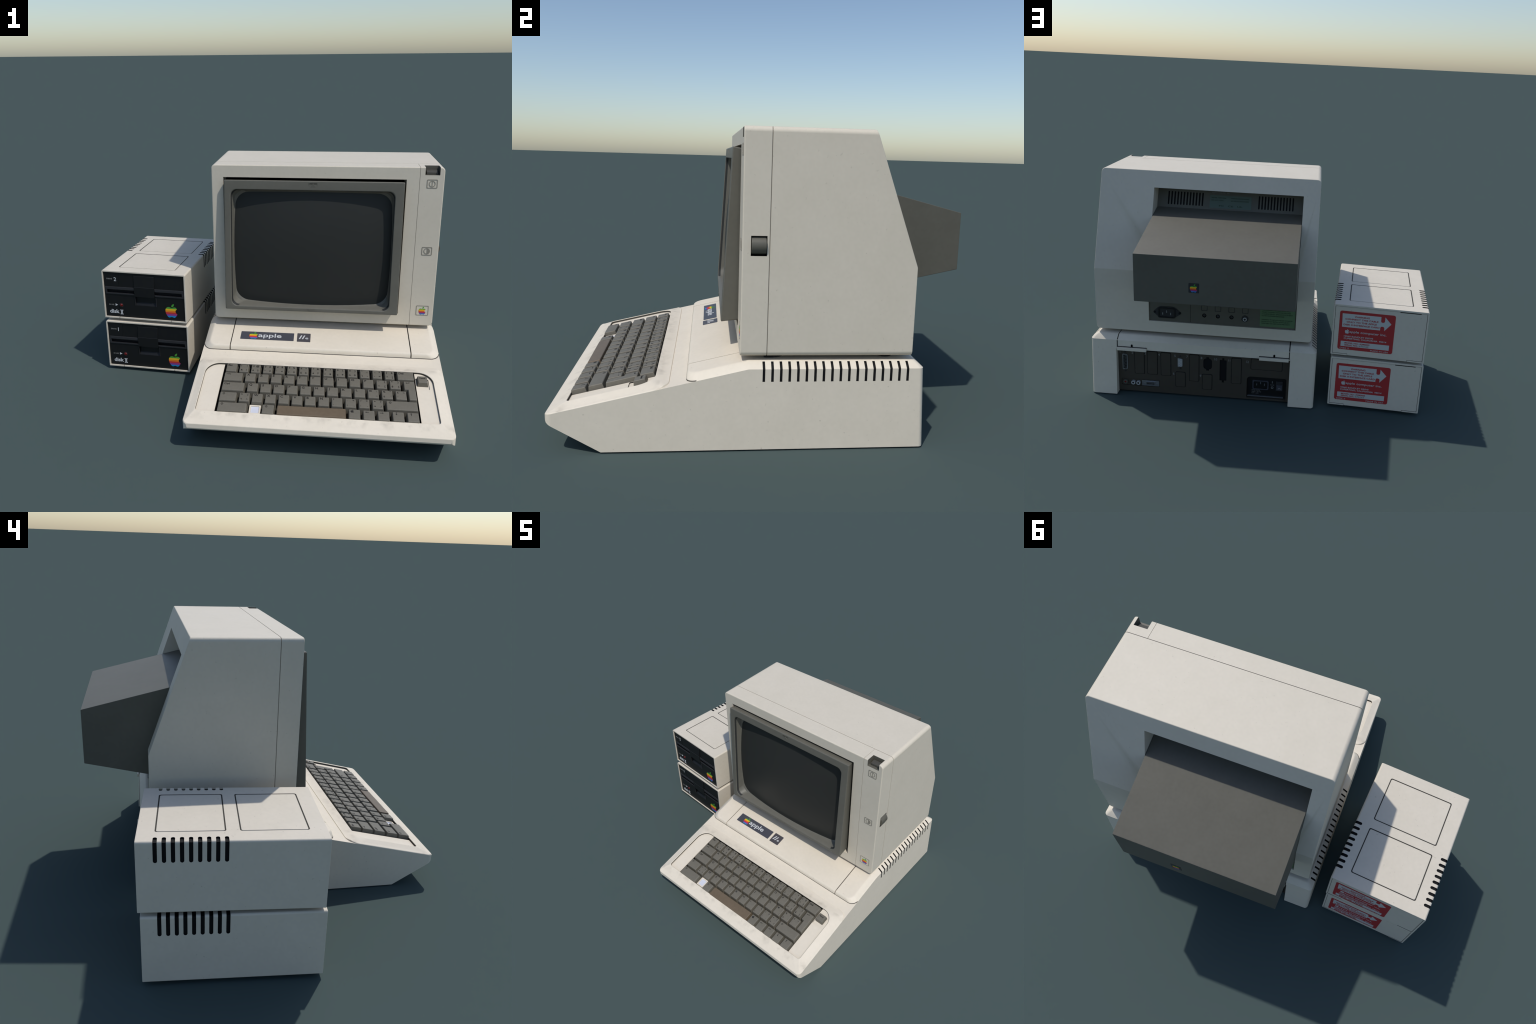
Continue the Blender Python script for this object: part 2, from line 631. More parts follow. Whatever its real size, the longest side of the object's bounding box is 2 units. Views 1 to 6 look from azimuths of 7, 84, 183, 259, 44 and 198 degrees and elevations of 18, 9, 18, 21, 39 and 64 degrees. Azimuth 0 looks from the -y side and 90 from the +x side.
def cap_mesh():
    bm = loft(rings)
    # split the two caps along the knee
    for z in (True, False):
        f = max(bm.faces, key=lambda f: f.calc_center_median().z if len(f.verts) > 10 and z else (-f.calc_center_median().z if len(f.verts) > 10 else -9))
        kv = [v for v in f.verts if abs(v.co.y - KNEE) < 1e-6]
        if len(kv) == 2:
            bmesh.ops.connect_verts(bm, verts=kv)
    bmesh.ops.recalc_face_normals(bm, faces=bm.faces[:])
    return bm


def x_slice(bm, a, b):
    for co, no in (((a, 0, 0), (-1, 0, 0)), ((b, 0, 0), (1, 0, 0))):
        r = bmesh.ops.bisect_plane(bm, geom=bm.verts[:] + bm.edges[:] + bm.faces[:], plane_co=co, plane_no=no, clear_outer=True)
        es = [g for g in r["geom_cut"] if isinstance(g, bmesh.types.BMEdge)]
        if es:
            bmesh.ops.edgenet_fill(bm, edges=es)
    return bm


lid = x_slice(cap_mesh(), -0.1675, 0.8405)
cfin(lid, "lid", CASE)
for a, b in ((-1, -0.1735), (0.8465, 2)):
    sh = x_slice(cap_mesh(), a, b)
    sl = []
    for y in slot_y:
        sl.append(box(0.9715, 1.05, y - .0053, y + .0053, 0.2975, 0.45) if a > 0 else box(-0.45, -0.2985, y - .0053, y + .0053, 0.2975, 0.45))
    sh, mm = boolean(sh, [(join(*sl), DARK)], 'DIFFERENCE', CASE)
    cfin(sh, "case_shoulder", mm)
# dark strip modelling the shadow line where the cap meets the deck in front
front_pts = [p for p in cap_ring(-.0006, -.0010, 0, 0, .05) if p[1] < -0.292]
left = sorted([p for p in front_pts if p[0] < 0], key=lambda p: -p[1])
right = sorted([p for p in front_pts if p[0] >= 0], key=lambda p: p[1])
strip = left + right
gb = bmesh.new()
rows = [[], [], [], []]
for x, y, z in strip:
    ix = .006 if x < -.28 else (-.006 if x > .95 else 0)
    rows[0].append(gb.verts.new((x, y, z - .004)))
    rows[1].append(gb.verts.new((x, y, z + .0034)))
    rows[2].append(gb.verts.new((x + ix, y + .008, z + .0034)))
    rows[3].append(gb.verts.new((x + ix, y + .008, z - .004)))
for a, b in ((0, 1), (1, 2), (2, 3), (3, 0)):
    for i in range(len(strip) - 1):
        gb.faces.new((rows[a][i], rows[a][i + 1], rows[b][i + 1], rows[b][i]))
cfin(gb, "lid_shadow_strip", GROOVE, smooth=0)
# dark gap under the lid seams
for a, b in ((-0.1735, -0.1675), (0.8405, 0.8465)):
    g = prism([(CY0 + .006, deck_z(CY0 + .006) - .004), (CY0 + .006, deck_z(CY0 + .006) + .010), (CY0 + .03, deck_z(CY0 + .03) + .0215), (KNEE, FLAT + RISE - .006), (0.606, FLAT + RISE - .006),
               (0.634, FLAT + .004), (0.640, FLAT - .004)], 'x', a - .003, b + .003)
    cfin(g, "seam_gap", DARK, smooth=0)
    r0 = .0042
    g = prism([(0.6400, FLAT - .001), (0.6482, FLAT - .001), (0.6503, 0.305), (0.640, 0.305)], 'x', a + .0005, b - .0005)
    cfin(g, "seam_line", DARK, smooth=0)

# dark liners just under the vent slots
for sgn, xe in ((1, X1), (-1, X0)):
    q = lambda dx: xe - sgn * dx
    ln = prism([(q(.006), .29), (q(.006), FLAT - .003), (q(.036), FLAT + RISE - .007), (q(.06), FLAT + RISE - .007), (q(.06), .29)], 'y', -.045, .600)
    cfin(ln, "vent_liner", DARK, smooth=0)

# tabs and catch holes under the crossbar
for x0, x1, xh in ((0.669, 0.843, 0.757), (-0.168, 0.004, -0.083)):
    t = box(x0, x1, 0.640, 0.664, 0.2925, 0.3110)
    bevel(t, lambda e: True, 0.002, 2)
    cfin(t, "crossbar_tab", CASE)
    cfin(box(x0 - .001, x1 + .001, 0.640, 0.6530, 0.3100, 0.3140), "tab_shadow_bar", DARK, smooth=0)
    h = cyl('y', (xh, 0.324), 0.0055, 0.640, 0.6505, 12)
    h = join(h, box(xh - .0055, xh + .0055, 0.640, 0.6505, 0.311, 0.324))
    cfin(h, "catch_hole", DARK, smooth=0)

# rubber feet of the case
for x, y in ((-0.27, -0.60), (0.94, -0.60), (-0.25, 0.55), (0.92, 0.55)):
    cfin(cyl('z', (x, y), 0.03, 0.0, 0.006), "rubber_foot", RUBBER)

# ---- rear connector panel
PY = 0.6215
PSH = Matrix.Translation((-.003, 0, .0092))


def pfin(bm, name, mats, **k):
    return cfin(xform(bm, PSH), name, mats, **k)

panel = box(-0.1725, 0.852, 0.57, PY, 0.001, 0.288)
cuts = []
h8 = rrect(0.288, 0.340, 0.181, 0.250, 0.018, 4)
cuts.append((join(prism(h8, 'y', PY - .007, PY + .01)), DARK))
cuts.append((box(0.3055, 0.3225, PY - .007, PY + .01, 0.172, 0.259), DARK))
cuts.append((box(0.201, 0.242, PY - .007, PY + .01, 0.113, 0.247), DARK))
cuts.append((box(0.2155, 0.2275, PY - .007, PY + .01, 0.100, 0.260), DARK))
psu = prism(rrect(-0.157, 0.0785, 0.010, 0.153, (0, 0, 0.022, 0.012), 5), 'y', PY - .024, PY + .02)
cuts.append((psu, PORT))
cuts.append((prism(rrect(0.603, 0.836, 0.036, 0.082, 0.010, 4), 'y', PY - .006, PY + .02), PORT))
panel, pm = boolean(panel, cuts, 'DIFFERENCE', PORT)
pfin(panel, "connector_panel", pm)
for x0, x1, z0, z1 in ((0.696, 0.751, 0.121, 0.270), (0.617, 0.674, 0.122, 0.270), (0.536, 0.593, 0.121, 0.268), (0.449, 0.504, 0.052, 0.148),
                       (0.367, 0.422, 0.097, 0.268), (0.288, 0.344, 0.048, 0.145), (0.114, 0.170, 0.101, 0.265), (-0.127, 0.055, 0.204, 0.270)):
    b = prism(rrect(x0, x1, z0, z1, 0.006, 3), 'y', PY - .004, PY + .0042)
    bevel(b, lambda e: all(v.co.y > PY for v in e.verts), 0.002, 2)
    pfin(b, "port_cover", PORT)
    pfin(prism(rrect(x0 - .003, x1 + .003, z0 - .003, min(z1 + .003, .286), 0.007, 3), 'y', PY - .004, PY + .0007), "port_cover_gap", DARK, smooth=0)
# D connectors: shell, black insert, screws
def d_shape(cx, cz, w, h, vert):
    k = 0.16 * h
    p = [(-w / 2, h / 2), (w / 2, h / 2), (w / 2 - k, -h / 2), (-w / 2 + k, -h / 2)]
    p = catmull_corner(p, 0.2 * h)
    return [(cx + (b if vert else a), cz + (a if vert else b)) for a, b in p]


def catmull_corner(p, r):
    out = []
    n = len(p)
    for i in range(n):
        a, b, c = Vector(p[i - 1]), Vector(p[i]), Vector(p[(i + 1) % n])
        u, v = (a - b).normalized() * r, (c - b).normalized() * r
        for t in (0, .33, .67, 1):
            out.append(tuple((1 - t) ** 2 * (b + u) + 2 * t * (1 - t) * b + t * t * (b + v)))
    return out


def d_connector(cx, cz, w, h, vert, flange, rows, insert):
    base_y = PY - (.005 if flange else 0)
    parts = []
    sh = prism(d_shape(cx, cz, w, h, vert), 'y', base_y, PY + .006)
    pfin(sh, "connector_shell", METAL)
    ins = prism(d_shape(cx, cz, w - .008, h - .008, vert), 'y', base_y, PY + .0068)
    pfin(ins, "connector_insert", insert)
    pins = []
    for r, cnt in enumerate(rows):
        for i in range(cnt):
            a = (i - (cnt - 1) / 2) * (w - .016) / (max(rows) - 1)
            b = (0.5 - r) * h * .36 * (1 if len(rows) > 1 else 0)
            c = (cx + (b if vert else a), cz + (a if vert else b))
            pins.append(cyl('y', c, .0016, PY, PY + .0078, 8))
    ob = pfin(join(*pins), "connector_pins", DARK if insert != BLACKP else GREYM, smooth=0)
    ob["kind"] = "stuff"
    if flange:
        fl = prism(rrect(cx - flange[0] / 2, cx + flange[0] / 2, cz - flange[1] / 2, cz + flange[1] / 2, .003, 2), 'y', PY - .005, PY + .002)
        pfin(fl, "connector_flange", METAL)
    for s in (-1, 1):
        c = (cx, cz + s * (w / 2 + .010)) if vert else (cx + s * (w / 2 + .010), cz)
        pfin(cyl('y', c, .005, PY - .005, PY + .0045, 6), "jack_screw", METAL if flange else BLACKR)


d_connector(0.810, 0.194, 0.104, 0.030, True, None, (10, 9), BLACKP)
d_connector(0.478, 0.213, 0.060, 0.030, True, None, (5, 4), GREYM)
d_connector(0.659, 0.059, 0.058, 0.026, False, (0.104, 0.036), (8, 7), BLACKP)
for x, z, mt, rr in ((0.811, 0.0615, REDJ, .0135), (0.764, 0.058, DARK, .0125), (0.733, 0.058, DARK, .0125)):
    ring, mm = boolean(cyl('y', (x, z), rr, PY - .008, PY + .008, 20), [(cyl('y', (x, z), .006, PY + .002, PY + .02, 14), mt)], 'DIFFERENCE', GREYM if mt is DARK else TAUPE)
    pfin(ring, "round_jack", mm)
QSH = T((.0012, -.009, -.004))


def qfin(bm, name, mats, **k):
    return pfin(xform(bm, QSH), name, mats, **k)


# mains inlet in the power bay
pb = box(-0.1575, 0.0767, PY - .0135, PY - .010, 0.015, 0.1565)
qfin(pb, "power_bay_plate", BLACKP)
rail = box(-0.143, 0.073, PY - .012, PY - .003, 0.019, 0.025)
qfin(rail, "power_bay_rail", METAL)
inl, mm = boolean(prism(rrect(-0.053, 0.044, 0.067, 0.127, .008, 3), 'y', PY - .011, PY - .004),
                  [(prism(rrect(-0.046, 0.037, 0.073, 0.121, .008, 3), 'y', PY - .0105, PY + .01), DARK)], 'DIFFERENCE', LABELM)
qfin(inl, "mains_inlet", mm)
pins = join(*[box(x - .002, x + .002, PY - .011, PY - .0045, z - .007, z + .007) for x, z in ((0.018, .100), (-0.005, .110), (-0.028, .100))])
qfin(pins, "mains_pin", METAL)
rk = box(-0.139, -0.097, PY - .0105, PY - .003, 0.066, 0.130)
bevel(rk, lambda e: True, .002, 2)
qfin(rk, "rocker_switch_frame", BLACKR)
rk = prism([(PY - .006, 0.072), (PY + .001, 0.074), (PY - .002, 0.098), (PY + .0005, 0.108), (PY - .006, 0.108)], 'x', -0.135, -0.101)
qfin(rk, "rocker_switch", LABELM)


def back_text(items, name, y, mats, parent_fin):
    """items: (string, x (text start, seen from behind), z, cap height, width)"""
    M = frame_matrix((0, y, 0), (-1, 0, 0), (0, 0, 1))
    bms = []
    for s, x, z, h, w in items:
        bms.append(xform(text(s, -x, z, h, w, .018 if s.isupper() and h > .0085 else (.01 if h > .0085 else 0)), M))
    return parent_fin(join(*bms), name, mats, smooth=0)


nums = [("1", .842, .246, .015, None), ("2", .771, .246, .015, None), ("3", .693, .246, .015, None), ("4", .611, .246, .015, None),
        ("5", .514, .246, .015, None), ("6", .523, .128, .015, None), ("7", .442, .246, .015, None), ("8", .356, .244, .015, None),
        ("9", .361, .126, .015, None), ("10", .274, .243, .015, None), ("11", .192, .242, .014, None), ("12", .086, .241, .015, None)]
back_text(nums, "port_number", PY + .0002, GREYI, pfin)
back_text([("DYNA COMP A", .047, .056, .006, .050), ("240V ~ 50 Hz", .047, .046, .006, .056), ("0.5A  60W", .047, .036, .006, .042),
           ("POWER", -.063, .098, .005, .024), ("I", -.0725, .112, .014, .004), ("I", -.1165, .086, .010, .003)],
          "power_rating_text", PY - .0098, GREYI, qfin)
for z, x, y in ((0.083, -0.075, PY - .0105), (0.081, -0.118, PY - .0015)):
    rg, mm = boolean(cyl('y', (x, z), .0075, y, y + .0018, 20), [cyl('y', (x, z), .0045, y - .01, y + .01, 16)], 'DIFFERENCE', GREYI)
    qfin(rg, "off_mark", mm, smooth=0)

# ---- labels on the lid
LOFF = RISE


def lid_m(x, y, up=0.0):
    return deck_m(x, y, LOFF + up)


lb = xform(plate(rrect(-0.155, 0.155, -0.0355, 0.0355, .003, 3), .0016, -.0006), lid_m(0.034, -0.240))
name_plate = cfin(lb, "name_plate", LABELM)
em = xform(emblem(0.060), lid_m(-0.0445, -0.240, .0011) @ T((0, -.0302, 0)))
cfin(em, "rainbow_emblem", STRIPES, smooth=0)
tx = xform(text("apple", -0.052, -.0125, .036, .135, bold=.012), lid_m(0.034, -0.240, .0011))
cfin(tx, "name_lettering", WHITEI, smooth=0)
lb = xform(plate(rrect(-0.0385, 0.0385, -0.0385, 0.0385, .003, 3), .0016, -.0006), lid_m(0.2460, -0.240))
cfin(lb, "model_plate", LABEL2)
tx = xform(join(text("/", -.028, -.013, .032, .019, bold=.03), text("/", -.011, -.013, .032, .019, bold=.03),
                text("e", .009, -.014, .021, .017, bold=.008)), lid_m(0.2460, -0.240, .0011))
cfin(tx, "model_lettering", WHITEI, smooth=0)

# ================================================================== KEYBOARD
KOFF = 0.0245
ROWY = [-0.481, -0.551, -0.6235, -0.6965, -0.769]
KD = 0.0585     # visible depth of a key top in y
_keymesh = {}
_legmesh = {}


def key_mesh(w, d, poly=None):
    k = (round(w, 4), round(d, 4), poly is not None)
    if k in _keymesh:
        return _keymesh[k]
    H = 0.046
    top = poly or [(-w / 2, -d / 2), (w / 2, -d / 2), (w / 2, d / 2), (-w / 2, d / 2)]
    bm = bmesh.new()
    n = len(top)
    cxm = sum(p[0] for p in top) / n
    cym = sum(p[1] for p in top) / n
    hi, lo = [], []
    for i, p in enumerate(top):
        a, b, c = Vector(top[i - 1]), Vector(p), Vector(top[(i + 1) % n])
        n1 = Vector(((b - a).y, -(b - a).x)).normalized()
        n2 = Vector(((c - b).y, -(c - b).x)).normalized()
        o = n1 + n2
        gx, gy = o.x * .0075, o.y * (.0080 if o.y > 0 else .0085)
        hi.append(bm.verts.new((p[0], p[1], 0)))
        lo.append(bm.verts.new((p[0] + gx, p[1] + gy, -H)))
    bm.faces.new(hi)
    bm.faces.new(lo[::-1])
    for i in range(n):
        bm.faces.new((lo[i], lo[(i + 1) % n], hi[(i + 1) % n], hi[i]))
    bmesh.ops.recalc_face_normals(bm, faces=bm.faces[:])
    bevel(bm, lambda e: abs(e.verts[0].co.z - e.verts[1].co.z) > .03, .0035, 2)
    bevel(bm, lambda e: all(v.co.z > -1e-5 for v in e.verts), .0038, 3)
    me = finish(bm, "keyboard_key", KEYM, mesh_only=True)
    _keymesh[k] = me
    return me


def arrow_poly(kind, s):
    A = {"right": [(-1, -.12), (.25, -.12), (.25, -.42), (1, 0), (.25, .42), (.25, .12), (-1, .12)],
         "shift": [(0, 1), (.9, .1), (.45, .1), (.45, -.7), (-.45, -.7), (-.45, .1), (-.9, .1)]}
    p = A["shift"] if kind in ("shift", "lock") else A["right"]
    rot = {"right": 0, "tab": 0, "left": pi, "ret": pi, "up": pi / 2, "down": -pi / 2, "shift": 0, "lock": 0}[kind]
    return [((x * cos(rot) - y * sin(rot)) * s, (x * sin(rot) + y * cos(rot)) * s) for x, y in p]


def ring_poly_plate(poly, k, z):
    """Outline-only plate: strip between a polygon and its shrunken copy."""
    bm = bmesh.new()
    c = Vector((sum(p[0] for p in poly) / len(poly), sum(p[1] for p in poly) / len(poly)))
    n = len(poly)
    rows = []
    for zz in (z, z + .0007):
        rows.append(([bm.verts.new((p[0], p[1], zz)) for p in poly],
                     [bm.verts.new((c.x + (p[0] - c.x) * k, c.y + (p[1] - c.y) * k, zz)) for p in poly]))
    (o0, i0), (o1, i1) = rows
    for i in range(n):
        j = (i + 1) % n
        bm.faces.new((o0[i], o0[j], o1[j], o1[i]))
        bm.faces.new((i0[i], i1[i], i1[j], i0[j]))
        bm.faces.new((o1[i], o1[j], i1[j], i1[i]))
        bm.faces.new((o0[i], i0[i], i0[j], o0[j]))
    return bm


def legend(spec, w, d):
    """spec: a string = one legend top left; tuple of four = corner legends; '*name' = symbol."""
    L, Tp = -w / 2 + .0085, d / 2 - .0195
    if isinstance(spec, tuple):
        s = .0118
        R, B = w / 2 - .0075, -d / 2 + .0085
        tp = d / 2 - .0180
        out = []
        for t, x, y, al in ((spec[0], L - .001, tp, 'L'), (spec[1], R, tp, 'R'), (spec[2], L - .001, B, 'L'), (spec[3], R, B, 'R')):
            if t.strip():
                out.append(text(t, x, y, s, None, .022, al, .0006))
        return join(*out)
    if spec.startswith("*"):
        k = spec[1:]
        if k == "fruit":
            return xform(emblem(.019, .0006, False), T((L + .008, Tp - .004, 0)))
        if k in ("shift", "lock"):
            return xform(ring_poly_plate(arrow_poly(k, .0085), .62, 0), T((L + .010, Tp + .006, 0)))
        b = [xform(plate(arrow_poly(k, .0095), .0006), T((L + .010, Tp + .006, 0)))]
        if k == "tab":
            b.append(plate([(L + .0205, Tp), (L + .0225, Tp), (L + .0225, Tp + .012), (L + .0205, Tp + .012)], .0006))
        if k == "ret":
            b.append(plate([(L + .018, Tp + .0048), (L + .0205, Tp + .0048), (L + .0205, Tp + .013), (L + .018, Tp + .013)], .0006))
        return join(*b)
    return text(spec, L - .001, Tp - .0005, .0150 if len(spec) == 1 else .0135, None, .024, 'L', .0006)


def add_key(xl, xr, row, leg, ytop=None, depth=None, mat=None, poly=None, off=KOFF, name="keyboard_key"):
    yt = ROWY[row] if ytop is None else ytop
    dy = (KD if depth is None else depth)
    w, d = xr - xl, dy / cos(TILT)
    me = key_mesh(w, d, poly)
    if mat:
        me = me.copy()
        me.materials.clear()
        me.materials.append(mat)
    ob = bpy.data.objects.new(name, me)
    bpy.context.scene.collection.objects.link(ob)
    ob.parent = comp
    M = deck_m((xl + xr) / 2 + random.uniform(-.0006, .0006), yt - dy / 2 + random.uniform(-.0005, .0005), off + random.uniform(-.0008, .0008))
    M.translation -= ORG
    ob.matrix_local = M @ Matrix.Rotation(radians(random.uniform(-.5, .5)), 4, 'Z')
    if leg:
        k = (leg, round(w, 4))
        if k not in _legmesh:
            _legmesh[k] = finish(legend(leg, w, d), "key_legend", DARKI, smooth=0, mesh_only=True)
        lo = bpy.data.objects.new("key_legend", _legmesh[k])
        bpy.context.scene.collection.objects.link(lo)
        lo.parent = ob
        lo.location = (0, 0, .0001)
    return ob


r1 = [("1", "!", "&", "1"), ("2", "@", "é", "2"), ("3", "#", '"', "3"), ("4", "$", "'", "4"), ("5", "%", "(", "5"), ("6", "^", "§", "6"),
      ("7", "&", "è", "7"), ("8", "*", "!", "8"), ("9", "(", "ç", "9"), ("0", ")", "à", "0"), ("°", "_", ")", "-"), ("_", "+", "-", "="), ("[", "$", "^", "]")]
add_key(-.161, -.106, 0, "Esc")
for i, s in enumerate(r1):
    x = -.0895 + i * .0649
    add_key(x, x + .0480, 0, s)
add_key(.755, .838, 0, "Del")
add_key(-.163, -.067, 1, "*tab")
r2 = list("AZERTYUIOP") + [("¨", "{", "^", "["), ("*", "}", "$", "]")]
for i, s in enumerate(r2):
    x = -.049 + i * .0691
    add_key(x, x + .0525, 1, s)
add_key(-.162, -.048, 2, "Ctrl")
r3 = list("QSDFGHJKL") + [("M", ":", " ", ";"), ("%", '"', "ù", "'"), ("£", "~", "`", " ")]
for i, s in enumerate(r3):
    x = -.029 + i * .0694
    add_key(x, x + .0535, 2, s)
# stepped return key across two rows
yt, yb = ROWY[1], ROWY[2] - KD
cy = (yt + yb) / 2
q = 1 / cos(TILT)
xa, xb, xc, cxr = .783, .8015, .838, (.783 + .838) / 2
step = ROWY[1] - KD
add_key(xa, xc, 1, "*ret", ytop=yt, depth=yt - yb,
        poly=[(xb - cxr, (yb - cy) * q), (xc - cxr, (yb - cy) * q), (xc - cxr, (yt - cy) * q), (xa - cxr, (yt - cy) * q),
              (xa - cxr, (step - cy) * q), (xb - cxr, (step - cy) * q)])
add_key(-.163, -.079, 3, "*shift")
r4 = [(">", "|", "<", "\\")] + list("WXCVBN") + [("?", " ", ",", " "), (".", "<", ";", ","), ("/", ">", ":", "."), ("+", "?", "=", "/")]
for i, s in enumerate(r4):
    x = -.062 + i * .0677
    add_key(x, x + .0515, 3, s)
add_key(.685, .836, 3, "*shift")
add_key(-.161, -.017, 4, "*lock")
add_key(.065, .122, 4, "*shift")
add_key(.139, .479, 4, None, mat=SPACE, name="space_bar")
for i, s in enumerate(("*fruit", "*left", "*right", "*down", "*up")):
    x = .496 + i * .0712
    add_key(x, x + .0540, 4, s)
rk = add_key(.858, .906, 0, None, ytop=-.510, depth=.047, off=.028, name="reset_key")
tx = finish(text("Reset", 0, .004, .0105, .030, .012, 'C', .0006), "key_legend", DARKI, rk, smooth=0)
tx.location = (0, 0, .0001)
# uncapped switch: cream frame with a white plunger
yc = -0.786
fr, mm = boolean(xform(plate(rrect(-.029, .029, -.031, .031, .004, 3), .03, -.024), deck_m(.0255, yc, .0)),
                 [xform(plate(rrect(-.021, .021, -.023, .023, .003, 2), .02, .0005), deck_m(.0255, yc, .0))], 'DIFFERENCE', CASE)
bare = cfin(fr, "bare_key_switch", mm)
pl_ = xform(plate(rrect(-.0205, .0205, -.0225, .0225, .003, 2), .0025, -.0002), deck_m(.0255, yc, .0))
cfin(pl_, "switch_plunger", KWHITE)

# ================================================================== MONITOR
MORG = Vector((0.345, 0.24, 0.379))
mon = thing("computer_monitor", MORG, 0, "cream boxy vintage monitor with dark tilted screen and rear housing", "monitor")


def mfin(bm, name, mats, **k):
    return finish(bm, name, mats, mon, MORG, **k)


MX0, MX1, MZ0, MZ1 = -0.2915, 0.9805, 0.3975, 1.3210
MF = -0.1225
SEAM = -0.012
out = rrect(MX0, MX1, MZ0, MZ1, 0.022, 5)


def front_edge(e):
    return all(abs(v.co.y - MF) < 1e-5 for v in e.verts) and sharp(e, 30)


def front_piece():
    bm = prism(out, 'y', MF, SEAM - .0018)
    bevel(bm, front_edge, .006, 3)
    return bm


# main frame left of the control strip
STRIP = 0.850
ff = x_slice(front_piece(), -2, STRIP - .0010)
OPEN = (-0.224, 0.7815, 0.466, 1.2525)
ff, mm = boolean(ff, [(box(OPEN[0], OPEN[1], -.3, .2, OPEN[2], OPEN[3]), MON)], 'DIFFERENCE', MON)
mfin(ff, "front_frame", mm)
cs = x_slice(front_piece(), STRIP + .0010, 2)
cs, mm = boolean(cs, [(box(0.8765, 0.9545, -.3, -.065, 1.278, 1.5), TAUPE), (box(0.94, 1.1, -.0875, -.0225, 0.8135, 0.8945), DARK)], 'DIFFERENCE', MON)  # switch notch walls tinted taupe for the shadow inside it
mfin(cs, "control_strip", mm)
# core behind the seams
core = prism(rrect(MX0 + .003, MX1 - .003, MZ0 + .003, MZ1 - .003, 0.02, 4), 'y', MF + .003, 0.0)
core, mm = boolean(core, [(box(OPEN[0] - .0015, OPEN[1] + .0015, -.3, .2, OPEN[2] - .0015, OPEN[3] + .0015), DARK),
                          (box(0.8765 - .001, 0.9545 + .001, -.3, -.064, 1.277, 1.5), DARK), (box(0.939, 1.1, -.0885, -.0215, 0.8125, 0.8955), DARK)], 'DIFFERENCE', SEAMC)
mfin(core, "inner_chassis", mm, smooth=0)

# rear shell with the recess for the tube housing
RS = [(SEAM + .0018, MZ0 - .1), (0.599, MZ0 - .1), (0.599, 0.772), (0.4005, MZ1), (0.37, MZ1 + .1), (SEAM + .0018, MZ1 + .1)]
RS = [(SEAM + .0018, MZ0 - .1), (0.599, MZ0 - .1), (0.599, 0.772), (0.4005 - .0361, MZ1 + .1), (SEAM + .0018, MZ1 + .1)]
rs, _ = boolean(prism(out, 'y', -.2, .9), [prism(RS, 'x', -2, 2)], 'INTERSECT', MON)
bevel(rs, lambda e: sharp(e, 10) and all(v.co.y > .35 for v in e.verts) and not (abs(e.verts[0].co.y - e.verts[1].co.y) > .15 and abs(e.verts[0].co.z - e.verts[1].co.z) < .01), .0035, 2)
HX0, HX1 = -0.196, 0.666
rec = prism([(0.29, 0.95), (0.29, 1.2275), (0.9, 1.2275), (0.9, 0.4675), (0.556, 0.4675), (0.556, 0.95)], 'x', HX0, HX1)
rs, mm = boolean(rs, [(rec, MON), (box(OPEN[0] - .0015, OPEN[1] + .0015, -.3, .06, OPEN[2] - .0015, OPEN[3] + .0015), DARK)], 'DIFFERENCE', MON)
mfin(rs, "rear_shell", mm)
# tube housing
hs = prism([(0.330, 1.1152), (0.8995, 0.9735), (0.8995, 0.7100), (0.565, 0.6360), (0.330, 0.6360)], 'x', HX0 + .0012, HX1 - .0012)
bevel(hs, lambda e: sharp(e, 10) and all(v.co.y > .56 for v in e.verts) or (sharp(e, 30) and all(v.co.z > .95 for v in e.verts) and max(v.co.y for v in e.verts) > .8), .003, 2)
for v in hs.verts:      # slight taper towards the rear
    if v.co.x > .5 and v.co.y > .55:
        v.co.x -= .0035
mfin(hs, "tube_housing", TAUPE)
# back plate of the recess with cooling slots
LEAN = T((0, 0.375, 1.104)) @ Matrix.Rotation(radians(22), 4, 'X') @ T((0, -0.375, -1.104))
BY = 0.375


def lfin(bm, name, mats, **k):
    return mfin(xform(bm, LEAN), name, mats, **k)


bp = box(HX0 + .0012, HX1 - .0012, BY - .012, BY, 1.09, 1.2395)
vs = []
for k in range(12):
    for x0 in (0.6005 - k * .0183, 0.0645 - k * .0181):
        vs.append(prism(rrect(x0 - .0045, x0 + .0045, 1.121, 1.200, .0042, 3), 'y', BY - .005, BY + .05))
bp, mm = boolean(bp, [(join(*vs), DARK)], 'DIFFERENCE', TAUPE)
lfin(bp, "back_plate", mm)
lfin(prism(rrect(0.110, 0.356, 1.114, 1.190, .004, 3), 'y', BY - .001, BY + .0012), "rating_label", GREYGREEN)
back_text([("MODEL  220V 50Hz", .346, 1.172, .007, .085), ("WARNING SHOCK HAZARD", .231, 1.172, .007, .105),
           ("DO NOT OPEN", .346, 1.157, .007, .07), ("NO SERVICE PARTS INSIDE", .231, 1.157, .007, .105), ("FC   CE   UL", .30, 1.124, .009, .14)], "rating_text", BY + .0014, GREENTXT, lfin)
back_text([("apple computer, inc.", .346, 1.203, .008, .105)], "maker_text", BY + .0002, GREYI, lfin)
# lower connector panel
LPY = 0.5785
ISH = T((-.003, .0125, .0055))


def ifin(bm, name, mats, **k):
    return mfin(xform(bm, ISH), name, mats, **k)


